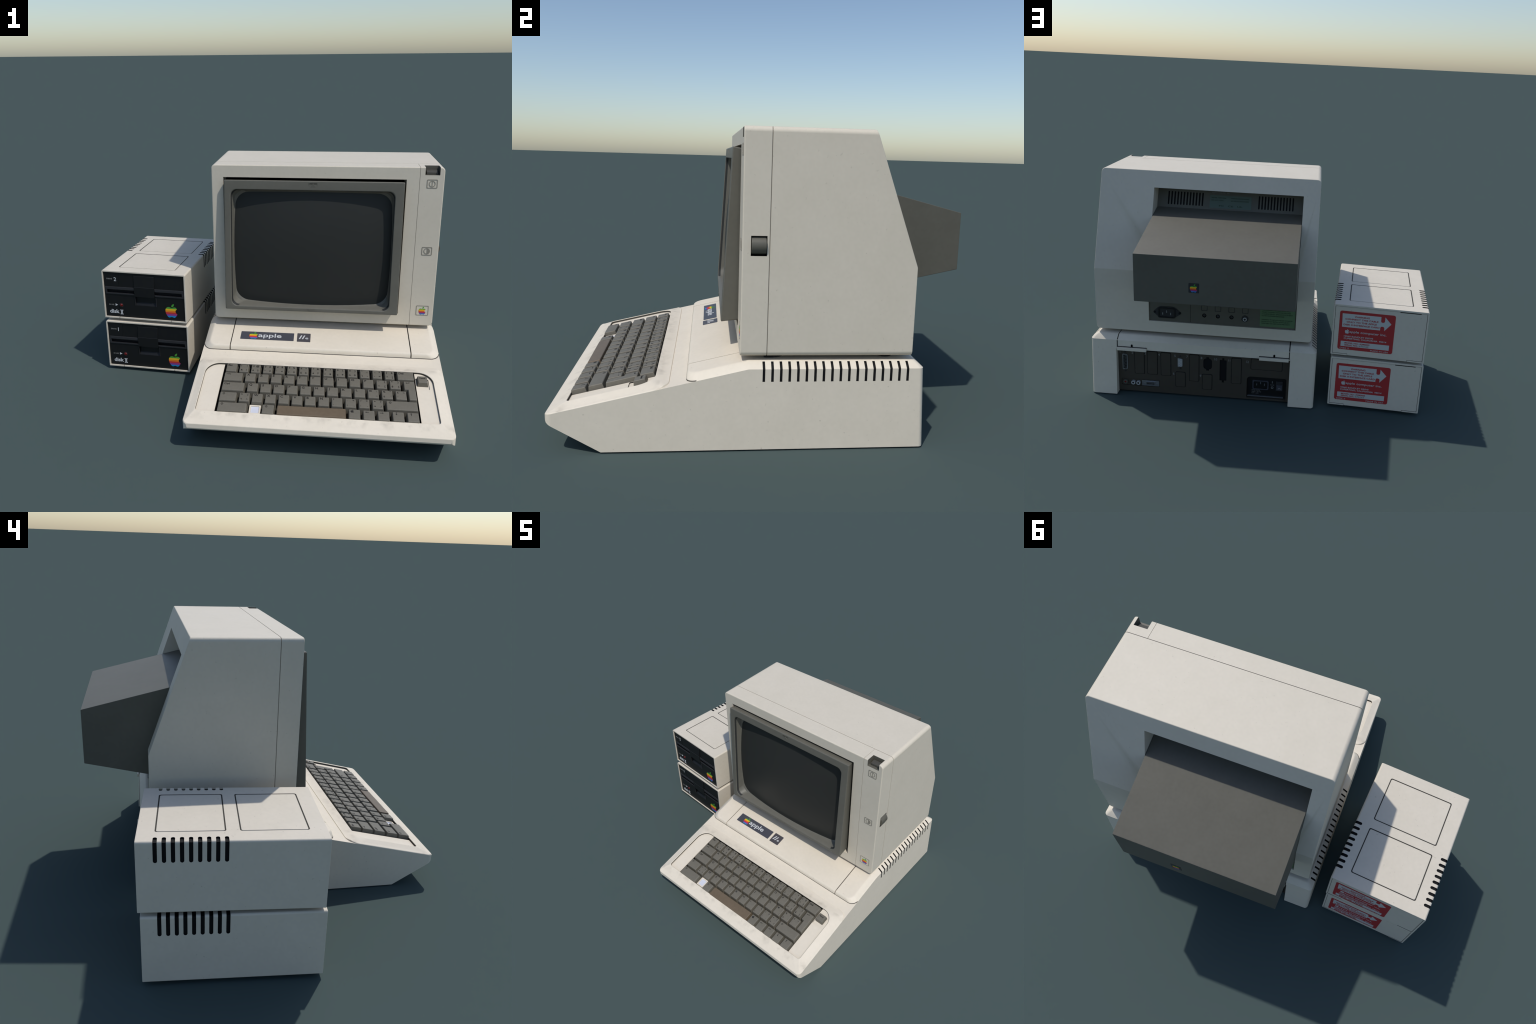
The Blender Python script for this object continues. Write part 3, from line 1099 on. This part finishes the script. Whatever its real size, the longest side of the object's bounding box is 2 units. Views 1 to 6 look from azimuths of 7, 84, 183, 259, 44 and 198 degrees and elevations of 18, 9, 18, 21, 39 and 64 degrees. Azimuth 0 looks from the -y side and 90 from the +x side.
lp = box(HX0 + .0042, HX1 + .0018, 0.545, LPY, 0.4632, 0.80)
lp2 = []
for x in (0.343, 0.263, 0.183):
    lp2.append(cyl('y', (x, 0.5145), .0125, LPY - .012, LPY + .01, 20))
lp, mm = boolean(lp, [(join(*lp2), DARK), (box(0.4235, 0.4255, LPY - .003, LPY + .01, .46, .9), DARK)], 'DIFFERENCE', TAUPE)
ifin(lp, "input_panel", mm)
fl = catmull_corner([(0.476, 0.518), (0.520, 0.486), (0.607, 0.486), (0.645, 0.518), (0.607, 0.556), (0.520, 0.556)], .015)
ifin(prism(fl, 'y', LPY - .002, LPY + .004), "mains_socket_flange", BLACKR)
so, mm = boolean(prism(rrect(0.513, 0.614, 0.486, 0.549, .008, 3), 'y', LPY - .002, LPY + .009),
                 [(prism(rrect(0.520, 0.607, 0.492, 0.543, .008, 3), 'y', LPY, LPY + .02), DARK)], 'DIFFERENCE', BLACKP)
ifin(so, "mains_socket", mm)
ifin(join(*[box(x - .002, x + .002, LPY, LPY + .006, z - .007, z + .007) for x, z in ((.587, .512), (.5635, .525), (.540, .512))]), "mains_pin", METAL)
for x in (0.487, 0.634):
    ifin(cyl('y', (x, 0.519), .007, LPY, LPY + .0055, 14), "flange_screw", DARK)
for x in (0.343, 0.263, 0.183):
    ifin(cyl('y', (x, 0.5145), .008, LPY - .014, LPY - .002, 16), "adjuster_knob", BLACKR)
for x in (0.343, 0.263, 0.183, 0.104):
    a = rrect(x - .018, x + .018, 0.545, 0.578, .003, 2)
    fr, mm = boolean(prism(a, 'y', LPY - .001, LPY + .0015), [prism(rrect(x - .0155, x + .0155, 0.5475, 0.5755, .002, 2), 'y', LPY - .01, LPY + .01)], 'DIFFERENCE', BLACKR)
    ifin(fr, "adjuster_mark", mm, smooth=0)
ifin(cyl('y', (0.104, 0.5115), .020, LPY - .002, LPY + .004, 24), "video_jack", BLACKR)
rg, mm = boolean(cyl('y', (0.104, 0.5115), .0115, LPY, LPY + .012, 20), [(cyl('y', (0.104, 0.5115), .0065, LPY + .002, LPY + .02, 16), DARK)], 'DIFFERENCE', GREYM)
ifin(rg, "video_jack_ring", mm)
ifin(prism(rrect(-0.187, 0.017, 0.472, 0.640, .006, 3), 'y', LPY - .001, LPY + .0016), "notice_label", GREENL)
rows = ["THIS EQUIPMENT HAS BEEN TESTED AND", "FOUND TO COMPLY WITH THE LIMITS FOR", "A CLASS B DEVICE. OPERATION IS SUBJECT", "TO THE FOLLOWING CONDITIONS", "",
        "WARNING: TO REDUCE THE RISK OF FIRE OR", "SHOCK DO NOT EXPOSE TO RAIN OR ANY", "MOISTURE. NO USER PARTS ARE INSIDE"]
items = [(s, .007, .572 - i * .0118, .0068, min(.18, .0048 * len(s))) for i, s in enumerate(rows) if s]
back_text(items, "notice_text", LPY + .0017, GREENTXT, ifin)
# badge on the housing
bd = prism(rrect(0.313, 0.369, 0.778, 0.832, .003, 2), 'y', 0.8985, 0.9005)
mfin(bd, "badge", BLACKR)
mfin(xform(emblem(0.046), frame_matrix((0.341, 0.9005, 0.7815), (-1, 0, 0), (0, 0, 1))), "rainbow_emblem", STRIPES, smooth=0)

# bezel: lofted rounded rings, front plane leaning out at the bottom
BCX = 0.2775


def yplane(z):
    return -0.1575 - (1.243 - z) / (1.243 - 0.487) * 0.040


def dome(x, z):
    """Depth of the tube face behind the bezel plane: sphere-like, deepest in the corners."""
    u, v = (x - BCX) / .44, (z - .848) / .324
    return .066 - .054 * (1 - .62 * u * u - .40 * v * v)


def ring(hx, z0, z1, r, dy, bow=0.0, flat=None, n=10, seg=8, cx=None):
    """Closed ring of xz points, evenly paired between rings."""
    cz, hz = (z0 + z1) / 2, (z1 - z0) / 2
    bx = BCX if cx is None else cx
    pts = []
    corners = ((-1, -1, pi), (1, -1, 1.5 * pi), (1, 1, 0), (-1, 1, .5 * pi))
    loc = []
    for sx, sz, a0 in corners:
        ox, oz = sx * (hx - r), sz * (hz - r)
        loc.append([(ox + r * cos(a0 + k / seg * pi / 2), oz + r * sin(a0 + k / seg * pi / 2)) for k in range(seg + 1)])
    for i in range(4):
        pts += loc[i]
        a, b = loc[i][-1], loc[(i + 1) % 4][0]
        for k in range(1, n):
            t = k / n
            pts.append((a[0] + (b[0] - a[0]) * t, a[1] + (b[1] - a[1]) * t))
    res = []
    for x, z in pts:
        u, v = x / hx, z / hz
        x2 = x + bow * u * (1 - v * v)
        z2 = z + bow * v * (1 - u * u)
        zz = cz + z2
        res.append((bx + x2, (flat if flat is not None else yplane(zz) + (dy(bx + x2, zz) if callable(dy) else dy)), zz))
    return res


BR = [ring(.470, .510, 1.215, .010, 0, flat=-.02), ring(.485, .494, 1.234, .008, 0, flat=-.100), ring(.4905, .489, 1.240, .006, .022), ring(.4925, .487, 1.243, .006, .004),
      ring(.4905, .489, 1.241, .006, .0010), ring(.487, .4925, 1.2375, .006, 0.0),
      ring(.4545, .5055, 1.196, .034, -.0005, cx=.272), ring(.4515, .5085, 1.193, .036, .0008, cx=.272), ring(.4500, .5100, 1.1915, .037, .003, cx=.272),
      ring(.4490, .5110, 1.1905, .038, .008, cx=.272), ring(.4455, .5150, 1.187, .042, .015, .001, cx=.273),
      ring(.4380, .522, 1.176, .055, lambda x, z: dome(x, z) - .009, .006, cx=.275), ring(.4325, .529, 1.165, .068, lambda x, z: dome(x, z) - .001, .012),
      ring(.4250, .540, 1.158, .070, lambda x, z: dome(x, z) + .012, .012)]
bz = loft(BR, cap_top=False, cap_bottom=False)
nr = len(BR[0])
bz.faces.ensure_lookup_table()
for i, f in enumerate(bz.faces):     # steep inner wall painted with a dark shade band except along the sill
    c = f.calc_center_median()
    if 8 <= i // nr <= 9 and not (c.z < .60 and abs(c.x - BCX) < .41):
        f.material_index = 1
mfin(bz, "screen_bezel", [BEZ, WALL_SHADE], smooth=40)
# embossed adjusting marks on the bezel
for z0, z1, up in ((1.2065, 1.2335, True), (0.4905, 0.5065, False)):
    zc = (z0 + z1) / 2
    Mz = frame_matrix((0.279, yplane(zc) + .0005, zc), (1, 0, 0), (0, -.0529, 1))
    h = (z1 - z0) / 2
    s = 1 if up else -1
    tri = [(-.016, -h * s * .9), (.016, -h * s * .9), (0, h * s * .8)]
    if not up:
        tri = tri[::-1]
    t = join(plate(tri, .0035, -.001), plate([(-.024, -h), (-.020, -h), (-.020, h), (-.024, h)], .0022, -.001),
             plate([(.020, -h), (.024, -h), (.024, h), (.020, h)], .0022, -.001))
    mfin(xform(t, Mz), "adjusting_mark", BEZ, smooth=0)
    mfin(xform(plate([(-.025, -h), (.025, -h), (.025, h), (-.025, h)], .0012, -.001), Mz), "adjusting_mark_field", MATS.get("mark_field_plastic") or plastic("mark_field_plastic", (.080, .076, .062), .5, .1, 0, .04), smooth=0)

# screen: bulged tube face
bmS = bmesh.new()
bnd = ring(.440, .524, 1.172, .072, 0, .012, flat=0)
NR = 14
cS = bmS.verts.new((BCX, yplane(.85) + dome(BCX, .85), .85))
prev = None
for k in range(1, NR + 1):
    t = k / NR
    cur = []
    for p in bnd:
        x, z = BCX + (p[0] - BCX) * t, .85 + (p[2] - .85) * t
        cur.append(bmS.verts.new((x, yplane(z) + dome(x, z), z)))
    n = len(cur)
    for i in range(n):
        j = (i + 1) % n
        if prev is None:
            bmS.faces.new((cS, cur[i], cur[j]))
        else:
            bmS.faces.new((prev[i], cur[i], cur[j], prev[j]))
    prev = cur
mfin(bmS, "screen", GLASS, smooth=60, weighted=False)

# controls
sw = prism([(-0.104, 1.2785), (-0.103, 1.292), (-0.082, 1.2985), (-0.072, 1.300), (-0.070, 1.2785)], 'x', 0.886, 0.946)
bevel(sw, lambda e: sharp(e, 20), .002, 2)
mfin(sw, "power_switch", plastic("switch_plastic", (.075, .071, .06), .5, .1, 0, .04))
kn = cyl('y', (0.9585, 0.854), 0.0365, -.0845, -.0255, 40)
bevel(kn, lambda e: abs(e.verts[0].co.y - e.verts[1].co.y) < 1e-5 and sharp(e, 60), .002, 2)
mfin(kn, "brightness_wheel", TAUPE)


def strip_icon(zc, kind):
    x0, x1 = 0.888, 0.945
    xc = (x0 + x1) / 2
    h = 0.0245
    parts = []
    fr, _ = boolean(prism(rrect(x0, x1, zc - h, zc + h, .006, 3), 'y', MF - .0012, MF + .003), [prism(rrect(x0 + .0042, x1 - .0042, zc - h + .0042, zc + h - .0042, .004, 3), 'y', MF - .02, MF + .02)], 'DIFFERENCE', MON)
    parts.append(fr)
    rg, _ = boolean(cyl('y', (xc, zc), .0175, MF - .0012, MF + .003, 24), [cyl('y', (xc, zc), .0135, MF - .02, MF + .02, 24)], 'DIFFERENCE', MON)
    parts.append(rg)
    if kind == "power":
        parts.append(box(xc - .002, xc + .002, MF - .0012, MF + .003, zc - .0115, zc + .0115))
    else:
        half = [(xc, zc - .0125)] + [(xc + .0125 * cos(a), zc + .0125 * sin(a)) for a in [-pi / 2 + pi * k / 12 for k in range(1, 12)]] + [(xc, zc + .0125)]
        parts.append(prism(half, 'y', MF - .0012, MF + .003))
    mfin(join(*parts), "control_icon", plastic("icon_plastic", (0.29, 0.265, 0.215), .55, .1, 0, .03) if "icon_plastic" not in MATS else MATS["icon_plastic"], smooth=0)


strip_icon(1.231, "power")
strip_icon(0.851, "contrast")
bf, mm = boolean(prism(rrect(0.883, 0.953, 0.463, 0.523, .005, 3), 'y', MF - .0014, MF + .003),
                 [(prism(rrect(0.8865, 0.9495, 0.4665, 0.5195, .004, 3), 'y', MF - .02, MF - .0004), MON)], 'DIFFERENCE', MATS["icon_plastic"])
mfin(bf, "badge_frame", mm)
mfin(xform(emblem(0.048), frame_matrix((0.9185, MF - .0004, 0.468), (1, 0, 0), (0, 0, 1))), "rainbow_emblem", STRIPES, smooth=0)
for x, y in ((-0.20, 0.03), (0.89, 0.03), (-0.20, 0.50), (0.89, 0.50)):
    mfin(cyl('z', (x, y), .035, FLAT + RISE - .0005, MZ0 + .004), "rubber_foot", RUBBER)
for x in (-0.2, .89):
    mfin(box(x - .05, x + .05, -.02, .02, FLAT + RISE + .004, MZ0 + .002), "foot_rail", RUBBER, smooth=0)

# ================================================================== DISK DRIVES
DW, DD, DH = 0.5325, 0.7565, 0.3125


def local_fin(parent):
    def f(bm, name, mats, **k):
        return finish(bm, name, mats, parent, None, **k)
    return f


def front_text(items, name, y, mat, fin):
    M = frame_matrix((0, y, 0), (1, 0, 0), (0, 0, 1))
    return fin(join(*[xform(text(s, x, z, h, w, b), M) for s, x, z, h, w, b in items]), name, mat, smooth=0)


_drive_cache = {}


def shared(key, fin, make, name, parent):
    """Build a part once; the second drive reuses its mesh data."""
    if key in _drive_cache:
        ob = bpy.data.objects.new(name, _drive_cache[key])
        bpy.context.scene.collection.objects.link(ob)
        ob.parent = parent
        return ob
    ob = make()
    _drive_cache[key] = ob.data
    return ob


def build_drive(loc, rot, number):
    dr = thing("disk_drive", loc, rot, "cream metal floppy disk drive with black front panel", "disk drive")
    fin = local_fin(dr)
    hw, hd = DW / 2, DD / 2

    def shell():
        bm = prism(rrect(-hw, hw, 0, DH, (.004, .004, .010, .010), 4), 'y', -hd, hd)
        bevel(bm, lambda e: sharp(e, 60) and abs(e.verts[0].co.y - e.verts[1].co.y) < 1e-4, .0025, 2)
        cut = [(box(-hw + .0085, hw - .0085, -hd - .1, -hd + .05, .0095, DH - .0085), DRV),
               (box(-hw + .0095, hw - .0095, hd - .008, hd + .1, .0095, DH - .0105), GROOVE),
               (box(-.171, .171, hd - .006, hd + .1, -.05, .05), GROOVE)]
        sl = []
        for k in range(9):
            y = 0.0285 + k * .0343
            for s in (-1, 1):
                # side part with a rounded end, and top part with a rounded end
                a = sorted((s * (hw - .020), s * (hw + .05)))
                sl.append(prism(rrect(y - .0082, y + .0082, .2225, DH - .012, (.0082, .0082, 0, 0), 4), 'x', a[0], a[1]))
        sl2 = []
        for k in range(9):
            y = 0.0285 + k * .0343
            for s in (-1, 1):
                a = sorted((s * .2285, s * (hw + .05)))
                rad = (0, .0082, .0082, 0) if s < 0 else (.0082, 0, 0, .0082)
                sl2.append(prism(rrect(a[0], a[1], y - .0082, y + .0082, rad, 4), 'z', DH - .02, DH + .05))
        cut.append((join(*sl), DARK))
        cut.append((join(*sl2), DARK))
        cut.append((join(*[prism(rrect(-.183, .183, a, b, .010, 4), 'z', DH - .0022, DH + .05) for a, b in ((-.307, -.0265), (.0275, .3075))]), GROOVE))
        cut.append((join(*[box(x - .0012, x + .0012, -hd - .01, -hd + .010, -.01, .012) for x in (-.168, .168)]), DARK))
        bm, mm = boolean(bm, cut, 'DIFFERENCE', DRV)
        return fin(bm, "drive_cover", mm)
    shared("shell", fin, shell, "drive_cover", dr)

    for a, b in ((-.307, -.0265), (.0275, .3075)):
        def panel():
            g = .0058
            p = prism(rrect(-.183 + g, .183 - g, a + g, b - g, .008, 4), 'z', DH - .006, DH - .0002)
            bevel(p, lambda e: all(v.co.z > DH - .001 for v in e.verts), .0008, 2)
            return fin(p, "top_panel", DRV)
        shared("tp%.3f" % a, fin, panel, "top_panel", dr)

    def liner():
        b = prism([(-hw + .007, .215), (hw - .007, .215), (hw - .007, DH - .007), (-hw + .007, DH - .007)], 'y', .01, .325)
        return fin(b, "vent_liner", DARK, smooth=0)
    shared("liner", fin, liner, "vent_liner", dr)
    FY = -hd + .007   # front plate surface

    def face():
        p = prism(rrect(-hw + .009, hw - .009, .010, DH - .009, .002, 2), 'y', FY, FY + .035)
        cut = [(prism(rrect(-.2405, .2405, .1685, .1915, .001, 1), 'y', FY - .05, FY + .016), DARK),
               (prism([(FY - .01, .165), (FY - .01, .094), (FY + .001, .094), (FY + .013, .110), (FY + .013, .165)], 'x', -.058, .0735), BLACKP)]
        p, mm = boolean(p, cut, 'DIFFERENCE', BLACKP)
        return fin(p, "front_plate", mm)
    shared("face", fin, face, "front_plate", dr)

    def rails():
        b = []
        for x0, x1, op in ((-.250, -.0605, 0), (.068, .2545, 1)):
            fr = prism([(x0, .159), (x1, .159), (x1, .2085), (x0, .2085)], 'y', FY - .0045, FY + .002)
            bevel(fr, lambda e: all(v.co.y < FY for v in e.verts), .003, 2)
            hx0, hx1 = (x0 + .010, x1 + .05) if op == 0 else (x0 - .05, x1 - .013)
            fr, _ = boolean(fr, [prism([(hx0, .1685), (hx1, .1685), (hx1, .1915), (hx0, .1915)], 'y', FY - .1, FY + .1)], 'DIFFERENCE', BLACKR)
            b.append(fr)
        return fin(join(*b), "slot_rail", BLACKR)
    shared("rails", fin, rails, "slot_rail", dr)

    def door():
        p = prism([(FY + .006, .151), (FY - .0070, .153), (FY - .0082, .2145), (FY - .0074, .2150), (FY - .0030, .2850), (FY + .002, .2850)], 'x', -.0605, .068)
        bevel(p, lambda e: sharp(e, 40), .0012, 1)
        return fin(p, "door_latch", BLACKP)
    shared("door", fin, door, "door_latch", dr)

    def door_line():
        b = [box(-.0600, .0675, FY - .0088, FY - .0070, .2140, .2156), box(-.0600, .0675, FY - .0036, FY, .2842, .2858)]
        b += [box(.0745, .0765, FY - .004, FY + .004, .094, .152), box(-.0610, -.0590, FY - .004, FY + .004, .094, .152)]
        return fin(join(*b), "latch_ridge", BLACKR)
    shared("doorline", fin, door_line, "latch_ridge", dr)

    def tag():
        p = prism(rrect(-.2525, -.161, .2110, .3015, .002, 2), 'y', FY - .0012, FY + .002)
        return fin(p, "number_plate", BLACKP)
    shared("tag", fin, tag, "number_plate", dr)

    shared("drvtxt", fin, lambda: front_text([("DRIVE", -.237, .2545, .0085, .036, .01)], "drive_word", FY - .0016, GREYI, fin), "drive_word", dr)
    front_text([(number, -.1905, .2455, .025, None, .008)], "drive_number", FY - .0016, WHITEI, fin)
    shared("inuse", fin, lambda: front_text([("IN USE", -.234, .0845, .0085, .033, .0)], "lamp_word", FY - .0006, GREYI, fin), "lamp_word", dr)
    shared("disk", fin, lambda: front_text([("disk", -.232, .0335, .0250, .062, .022), ("]", -.164, .0345, .0235, .009, .02), ("[", -.153, .0345, .0235, .009, .02)], "type_lettering", FY - .0006, WHITEI, fin), "type_lettering", dr)

    def tri():
        return fin(prism([(-.192, .081), (-.1765, .0885), (-.192, .096)], 'y', FY - .001, FY + .001), "pointer_mark", WHITEI, smooth=0)
    shared("tri", fin, tri, "pointer_mark", dr)

    def lamp():
        bm = bmesh.new()
        bmesh.ops.create_uvsphere(bm, u_segments=20, v_segments=10, radius=.0105)
        xform(bm, T((-.154, FY, .0885)) @ Matrix.Diagonal((1, .8, 1, 1)))
        return fin(bm, "indicator_lamp", LED, weighted=False)
    shared("lamp", fin, lamp, "indicator_lamp", dr)

    def bez():
        rg, _ = boolean(cyl('y', (-.154, .0885), .0135, FY - .0012, FY + .001, 24), [cyl('y', (-.154, .0885), .0108, FY - .1, FY + .1, 24)], 'DIFFERENCE', BLACKR)
        return fin(rg, "lamp_ring", BLACKR, smooth=0)
    shared("bez", fin, bez, "lamp_ring", dr)
    shared("emb", fin, lambda: fin(xform(emblem(.0895), frame_matrix((.1705, FY - .0001, .0300), (1, 0, 0), (0, 0, 1))), "rainbow_emblem", STRIPES, smooth=0), "rainbow_emblem", dr)

    # rear
    RY = hd - .0015

    def back():
        p = prism(rrect(-hw + .0115, hw - .0115, .011, DH - .0125, .002, 2), 'y', hd - .02, RY)
        p, mm = boolean(p, [(box(-.2215, -.105, RY - .01, RY + .01, DH - .0165, DH), DARK)], 'DIFFERENCE', DRV)
        return fin(p, "rear_plate", mm)
    shared("back", fin, back, "rear_plate", dr)
    shared("lip", fin, lambda: fin(box(-.1695, .1695, hd - .02, RY - .0005, .0015, .0115), "rear_plate_lip", DRV), "rear_plate_lip", dr)

    def lab():
        return fin(prism(rrect(-.084, .229, .037, .2755, .012, 4), 'y', RY - .001, RY + .0008), "warning_label", REDL)
    shared("lab", fin, lab, "warning_label", dr)

    def labw():
        arrow = [(.214, .2600), (-.004, .2600), (-.004, .2330), (-.008, .2265), (-.016, .2255), (-.023, .2275), (-.026, .2350), (-.026, .2600),
                 (-.063, .2200), (-.026, .1755), (-.026, .1940), (-.022, .2000), (-.014, .2020), (-.006, .2000), (-.003, .1930), (-.003, .1775), (.212, .1775)]
        b = [prism(arrow[::-1], 'y', RY + .0004, RY + .0014), prism(rrect(-.063, .212, .0575, .0895, .001, 1), 'y', RY + .0004, RY + .0014)]
        return fin(join(*b), "label_panel", LWHITE, smooth=0)
    shared("labw", fin, labw, "label_panel", dr)
    shared("ltr", fin, lambda: back_text([("WARNING", .145, .2400, .0100, .085), ("CONNECT THIS CABLE", .196, .2235, .0098, .186), ("ONLY TO THE APPLE", .188, .2060, .0098, .170),
                                         ("DISK II INTERFACE CARD", .204, .1885, .0098, .203), ("MODEL NO.: A2M0003", .190, .0755, .0090, .142), ("SERIAL NO.:", .190, .0625, .0090, .080)],
                                        "label_red_text", RY + .0015, REDL, fin), "label_red_text", dr)
    shared("serial", fin, lambda: back_text([("676163", .105, .0625, .0095, .052)], "serial_number_text", RY + .0015, GREYI, fin), "serial_number_text", dr)
    shared("ltw", fin, lambda: back_text([("apple computer inc.", .168, .1450, .0140, .210), ("10260 BANDLEY DRIVE", .197, .1170, .0092, .166), ("CUPERTINO, CALIFORNIA  95014", .197, .1030, .0092, .242),
                                         ("DISK II", .215, .0420, .0085, .052), ("MADE IN USA", .041, .0420, .0085, .102)], "label_white_text", RY + .0009, LWHITE, fin), "label_white_text", dr)
    shared("lem", fin, lambda: fin(xform(emblem(.028, .0008, False), frame_matrix((.181, RY + .0007, .1375), (-1, 0, 0), (0, 0, 1))), "label_emblem", LWHITE, smooth=0), "label_emblem", dr)
    for x, y in ((-.2, -.3), (.2, -.3), (-.2, .3), (.2, .3)):
        shared("ft%g%g" % (x, y), fin, lambda: fin(cyl('z', (x, y), .022, -.0184, .002, 20), "rubber_foot", RUBBER), "rubber_foot", dr)
    return dr


build_drive((-.7024, .2615, .0186), -.0694, "1")
build_drive((-.7026, .2681, .3490), -.0824, "2")
